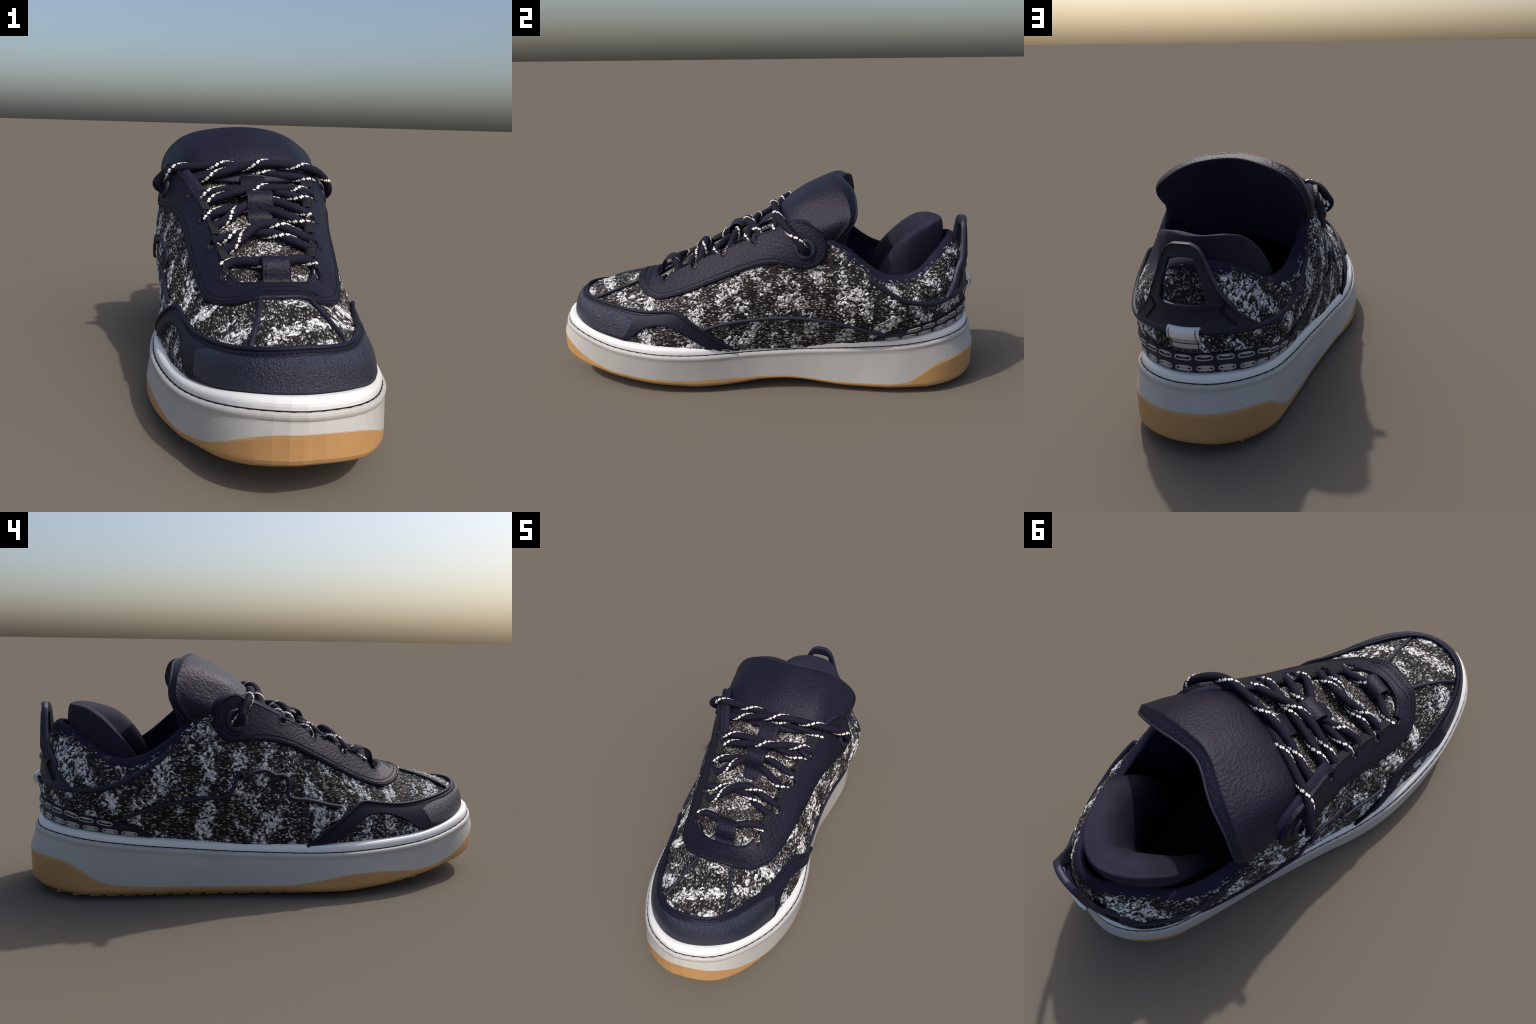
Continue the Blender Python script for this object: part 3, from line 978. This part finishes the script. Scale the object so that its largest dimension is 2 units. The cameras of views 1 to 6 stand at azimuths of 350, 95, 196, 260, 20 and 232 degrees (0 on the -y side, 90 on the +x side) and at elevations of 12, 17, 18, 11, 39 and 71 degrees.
# ------------------------------------------------------------------- tongue
# fabric part between the eyestay edges
yy = np.linspace(-.57, .20, 140)
def side_edge(P):
    P = np.array(P)
    o = np.argsort(P[:, 1])
    return P[o]
eR = side_edge(STAY_IN_R)
eL = side_edge(STAY_IN_L)
V = []
NA = 70
for y in yy:
    xr = np.interp(y, eR[:, 1], eR[:, 0]) + .035
    xl = np.interp(y, eL[:, 1], eL[:, 0]) - .035
    z0 = np.interp(y, [-.57, -.52, -.40, -.25, -.10, .05, .17, .30], [.450, .472, .532, .607, .680, .750, .796, .846])
    for a in np.linspace(-1, 1, NA):
        x = xl * (1 - a) / 2 + xr * (1 + a) / 2
        z = z0 - .018 + .012 * (1 - a * a) - .045 * max(0, abs(a) - .7) / .3
        z += .0030 * noise.noise((x * 75, y * 55, z * 75))
        V.append((x, y, z))
make("tongue_fabric", V, grid_faces(len(yy), NA, flip=True), M_TWEED_FINE)

# padded leather head of the tongue: stations across, each (top, rim, foot)
TNG = [((-.272, .300, .690), (-.268, .330, .685), (-.262, .215, .655)),
       ((-.300, .340, .742), (-.292, .375, .737), (-.275, .185, .690)),
       ((-.306, .382, .806), (-.296, .418, .798), (-.272, .140, .730)),
       ((-.274, .382, .872), (-.262, .419, .862), (-.238, .100, .760)),
       ((-.208, .365, .922), (-.198, .408, .908), (-.175, .070, .772)),
       ((-.105, .335, .949), (-.098, .390, .940), (-.085, .045, .772)),
       ((.015, .305, .960), (.015, .354, .949), (.012, .040, .770)),
       ((.120, .318, .954), (.125, .374, .939), (.110, .045, .772)),
       ((.215, .340, .929), (.206, .398, .916), (.200, .070, .772)),
       ((.300, .365, .882), (.277, .408, .874), (.272, .100, .755)),
       ((.346, .368, .820), (.335, .400, .815), (.310, .145, .722)),
       ((.332, .322, .748), (.320, .350, .743), (.300, .190, .680)),
       ((.300, .290, .695), (.292, .315, .690), (.285, .220, .645))]
Tn = np.array(TNG)
Tn[:, :, 2] -= .006
ca = Tn.mean(1)
acr = norm(np.gradient(Tn[:, 0], axis=0))
prof_rows = []
for k in range(len(Tn)):
    tp, rm, ft = Tn[k]
    ax = norm(tp - ft)
    n = norm(np.cross(acr[k], ax))
    if n @ (tp - np.array([.01, .42, .62])) < 0:
        n = -n
    b = .034 if 4 <= k <= 8 else .010
    th = .105 if 4 <= k <= 8 else (.075 if 2 <= k <= 10 else .045)
    mid1 = ft + (tp - ft) * .36 + n * b * .9
    mid2 = ft + (tp - ft) * .72 + n * b * .75
    tp2 = tp + n * (.008 if 4 <= k <= 8 else .002)
    shoulder = tp * .5 + rm * .5 + n * .012
    drop = 1.0 if 2 <= k <= 10 else .6
    inw = np.array([.94, 1, 1])
    back1 = rm * inw + drop * np.array([0, -.014, -.045])
    back2 = rm * inw + drop * np.array([0, -.045, -.125])
    back3 = rm * inw + drop * np.array([0, -.095, -.230])
    back4 = rm * inw + drop * np.array([0, -.150, -.350])
    prof_rows.append([ft - n * .02, ft + n * .004, mid1, mid2, tp2, shoulder, rm, back1, back2, back3, back4])
PR = np.array(prof_rows)
na, npf = 150, 90
f1 = nat_spline(PR.reshape(len(PR), -1))(np.linspace(0, len(PR) - 1, na)).reshape(na, PR.shape[1], 3)
tpar = np.linspace(0, PR.shape[1] - 1, npf)
G = nat_spline(f1.transpose(1, 0, 2).reshape(PR.shape[1], -1))(tpar).reshape(npf, na, 3).transpose(1, 0, 2)
split = int(np.argmin(np.abs(tpar - 6.0)))
make("tongue_pad", G[:, :split + 1].reshape(-1, 3), grid_faces(na, split + 1), M_LEATHER)
make("tongue_lining", G[:, split:].reshape(-1, 3), grid_faces(na, npf - split), M_LINING)
V, F, _ = tube_mesh(G[4:-4, split], .0055, 8)
make("tongue_binding", V, F, M_PIPE)

# -------------------------------------------------------------------- laces
LACE_R = .0165
def throat_z(y):
    return np.interp(y, [-.57, -.52, -.40, -.25, -.10, .05, .17, .30], [.455, .475, .525, .602, .676, .748, .796, .846])
def inner_x(s, y):
    e = eR if s > 0 else eL
    return np.interp(y, e[:, 1], e[:, 0])
LOOP_Y = {-1: (-.372, -.247, -.112, .012), 1: (-.362, -.240, -.095, .032)}      # four webbing loops a side, between the notches
def loop_point(s, k, dy=0, din=.012, dz=.010):
    y = LOOP_Y[s][k] + dy
    return np.array([inner_x(s, y) - s * din, y, throat_z(y) + dz])
def across(s, k0, dy0, k1, dy1, lift_mid, bow=0.0, over=.030):
    """one lace run from loop k0 on side s to loop k1 on the other side"""
    a = loop_point(s, k0, dy0, -.015, -.004)
    a1 = loop_point(s, k0, dy0, .030, .012)
    b = loop_point(-s, k1, dy1, -.015, -.004)
    b1 = loop_point(-s, k1, dy1, .030, .012)
    out = [a, a1]
    for t in (.33, .5, .67):
        p = a1 * (1 - t) + b1 * t
        p[1] += bow * math.sin(t * math.pi)
        p[2] = throat_z(p[1]) + over + lift_mid * (1 if t == .5 else .75)
        out.append(p)
    return out + [b1, b]
EYE_L = np.array([-.322, .163, .722])
EYE_R = np.array([.362, .195, .695])
lace_runs = []
lace_runs.append(across(-1, 0, -.040, 0, -.040, -.004, -.035))                 # bar through the lower keeper
lace_runs.append(across(1, 0, .030, 1, -.045, -.002, .02))
lace_runs.append(across(-1, 0, .030, 1, -.045, .022, .03))
lace_runs.append(across(1, 1, .030, 2, -.045, -.012, .038))
lace_runs.append(across(-1, 1, .030, 2, -.045, .006, .05))
lace_runs.append(across(1, 2, .030, 3, -.050, .002))
lace_runs.append(across(-1, 2, .030, 3, -.045, .026, -.035))
a = loop_point(1, 3, .030, -.015, -.004)
lace_runs.append([a, loop_point(1, 3, .035, .03, .014), (.10, .060, .785), (.0, .068, .806), (-.10, .080, .816), (-.18, .092, .808), (-.28, .115, .795), (-.325, .145, .760), EYE_L + (-.018, -.010, .016), EYE_L + (-.006, .006, -.006), EYE_L + (.03, .02, -.012)])
a = loop_point(-1, 3, .030, -.015, -.004)
lace_runs.append([a, loop_point(-1, 3, .035, .03, .016), (-.09, .040, .790), (.0, .040, .818), (.085, .050, .826), (.20, .066, .818), (.285, .090, .800), (.346, .140, .760), EYE_R + (.014, -.018, .024), EYE_R + (.010, .002, -.004), EYE_R + (-.03, .02, -.015)])
flecks = Bag()
for r_i, run in enumerate(lace_runs):
    run = np.array([np.array(p, float) for p in run])
    L = length(curve(run, 60))
    n = int(L / .0018)
    P = curve(run, n)
    ns = 36
    V, F, (T, N, B) = tube_mesh(P, LACE_R, ns)
    # braid: herringbone relief
    ang = np.arange(ns) * 2 * math.pi / ns
    s = np.linspace(0, L, n)
    rel = .0009 * np.sin(s[:, None] * 2 * math.pi / .0072 + 2.4 * np.abs(np.mod(ang[None, :] * 9 / math.pi, 2) - 1))
    dirn = V.reshape(n, ns, 3) - P[:, None]
    V = (V.reshape(n, ns, 3) + norm(dirn) * rel[:, :, None]).reshape(-1, 3)
    make("lace", V, F, M_LACE)
    # white tracer: pairs of short dashes winding round the cord
    ph = rng.uniform(0, .17)
    k0 = 0
    for q in np.arange(.004, L - .004, .0205):
        th0 = 2 * math.pi * (q + ph) / .178
        for sub in (-1, 1):
            qq = q + sub * .0032
            k = int(np.clip(qq / L * (n - 1), 0, n - 2))
            th = th0 + sub * .18
            c = math.cos(th) * B[k] + math.sin(th) * N[k]
            w = np.cross(T[k], c)
            p = P[k] + c * (LACE_R + .0004)
            d = norm(T[k] + w * .25)
            e2 = np.cross(c, d)
            hl, hw, ht = .0052, .0037, .0016
            vv = [p + d * hl * i + e2 * hw * j + c * ht * m_ for m_ in (-1, 1) for i, j in ((-1, -1), (1, -1), (1, 1), (-1, 1))]
            flecks.add(np.array(vv), [(0, 3, 2, 1), (4, 5, 6, 7), (0, 1, 5, 4), (1, 2, 6, 5), (2, 3, 7, 6), (3, 0, 4, 7)])
flecks.make("lace_tracer", M_FLECK, smooth=False)

# webbing loops that hold the laces
for s in (1, -1):
    for k in range(4):
        rows = []
        for t in np.linspace(0, 1, 15):
            a = math.pi * (t * 1.0)
            xin = .030 * math.sin(a) - .012
            dz = .016 * math.cos(a)
            row = []
            for dy in np.linspace(-.034, .034, 11):
                p = loop_point(s, k, dy * (1 - .15 * math.sin(a)), xin, dz + .002)
                row.append(p)
            rows.append(row)
        V = np.array(rows).reshape(-1, 3)
        inner = V.copy()
        ctr_ = loop_point(s, k, 0, 0, 0)
        inner[:, 0] = V[:, 0] + s * .004
        n1, n2 = 15, 11
        F = grid_faces(n1, n2) + grid_faces(n1, n2, off=n1 * n2, flip=True)
        kk = n1 * n2
        for i in range(n1 - 1):
            F.append((i * n2, (i + 1) * n2, kk + (i + 1) * n2, kk + i * n2))
            F.append((i * n2 + n2 - 1, (i + 1) * n2 + n2 - 1, kk + (i + 1) * n2 + n2 - 1, kk + i * n2 + n2 - 1))
        make("lace_loop", np.vstack([V, inner]), F, M_WEB)

# keepers: leather straps over the laces
def keeper(name, pts, x0, half, round_end=None):
    c = curve([(x0, y, z) for y, z in pts], 46)
    t = norm(np.gradient(c, axis=0))
    n = np.stack([np.zeros(len(c)), -t[:, 2], t[:, 1]], 1)
    n[n[:, 2] < 0] *= 1
    V = []
    m = 13
    for o in (.0, -.007):
        for i in range(len(c)):
            w = half
            if round_end is not None:
                d = (i / (len(c) - 1)) * length(c)
                if d < half:
                    w = half * (.55 + .45 * math.sqrt(max(0, 1 - (1 - d / half)**2)))
            for a in np.linspace(-1, 1, m):
                e = .003 * max(0, abs(a) - .85) / .15
                V.append(c[i] + np.array([w * a, 0, 0]) + n[i] * (o - (e if o == 0 else 0)))
    n1 = len(c)
    F = grid_faces(n1, m) + grid_faces(n1, m, off=n1 * m, flip=True)
    k = n1 * m
    for i in range(n1 - 1):
        F.append((i * m, (i + 1) * m, k + (i + 1) * m, k + i * m))
        F.append((i * m + m - 1, (i + 1) * m + m - 1, k + (i + 1) * m + m - 1, k + i * m + m - 1))
    for j in range(m - 1):
        F.append((j, j + 1, k + j + 1, k + j))
        q = (n1 - 1) * m
        F.append((q + j, q + j + 1, k + q + j + 1, k + q + j))
    return make(name, V, F, M_LEATHER)
keeper("lace_keeper", [(-.520, .480), (-.506, .490), (-.499, .520), (-.484, .548), (-.456, .560), (-.428, .553), (-.412, .530), (-.408, .505)], .021, .046)
keeper("lace_keeper", [(-.212, .622), (-.190, .636), (-.174, .655), (-.170, .697), (-.152, .729), (-.115, .738), (-.080, .728), (-.040, .722), (.0, .752), (.06, .785)], .024, .048, True)

# eyelets
def eyelet(c, n, R, r_hole, name):
    n = norm(np.array(n, float))
    u = norm(np.cross(n, [0, 0, 1]))
    w = np.cross(n, u)
    prof_ = [(r_hole, -.020), (r_hole, .002), (r_hole + .002, .006), (r_hole + .006, .0085), (R - .007, .0075), (R - .002, .0055), (R, .001), (R, -.012)]
    m = 56
    V = []
    for k in range(m):
        a = 2 * math.pi * k / m
        d = math.cos(a) * u + math.sin(a) * w
        for rr, h in prof_:
            V.append(c + d * rr + n * h)
    ob = make(name, V, grid_faces(m, len(prof_), cu=True), M_RUBBER)
    V = [c + (math.cos(2 * math.pi * k / 40) * u + math.sin(2 * math.pi * k / 40) * w) * (r_hole + .003) + n * .0005 for k in range(40)]
    make("eyelet_black_disc", V, [tuple(range(40))], M_BLACK, parent=ob, smooth=False)  # added black disc across the ring, in place of an open hole
    return ob, u, w
for sgn, c in ((-1, EYE_L), (1, EYE_R)):
    C, N = snap([c])
    nn = N[0]
    cc = C[0] + nn * .013
    ob, u, w = eyelet(cc, nn, .046, .024, "eyelet")
    # two small raised letters on the ring
    for ch, ang in (("C", -62), ("D", -40)):
        a = math.radians(ang)
        tx = bpy.data.curves.new("letter", 'FONT')
        tx.body = ch
        tx.size = .017
        tx.extrude = .0012
        tx.align_x = 'CENTER'
        tx.align_y = 'CENTER'
        tob = bpy.data.objects.new("letter_tmp", tx)
        bpy.context.collection.objects.link(tob)
        dg = bpy.context.evaluated_depsgraph_get()
        me = bpy.data.meshes.new_from_object(tob.evaluated_get(dg))
        bpy.data.objects.remove(tob)
        ez = np.array([0, 0, 1.0])
        up = norm(ez - (ez @ nn) * nn)
        rt = np.cross(up, nn)
        pos = cc + (rt * math.cos(a) + up * math.sin(a)) * .035 + nn * .0085
        vs = np.array([v.co[:] for v in me.vertices])
        vv = pos + vs[:, :1] * rt + vs[:, 1:2] * up + vs[:, 2:3] * nn
        make("eyelet_letter", vv, [tuple(p.vertices) for p in me.polygons], M_PIPE, parent=ob, smooth=False)
        bpy.data.meshes.remove(me)

thread.make("seam_stitch", M_THREAD)
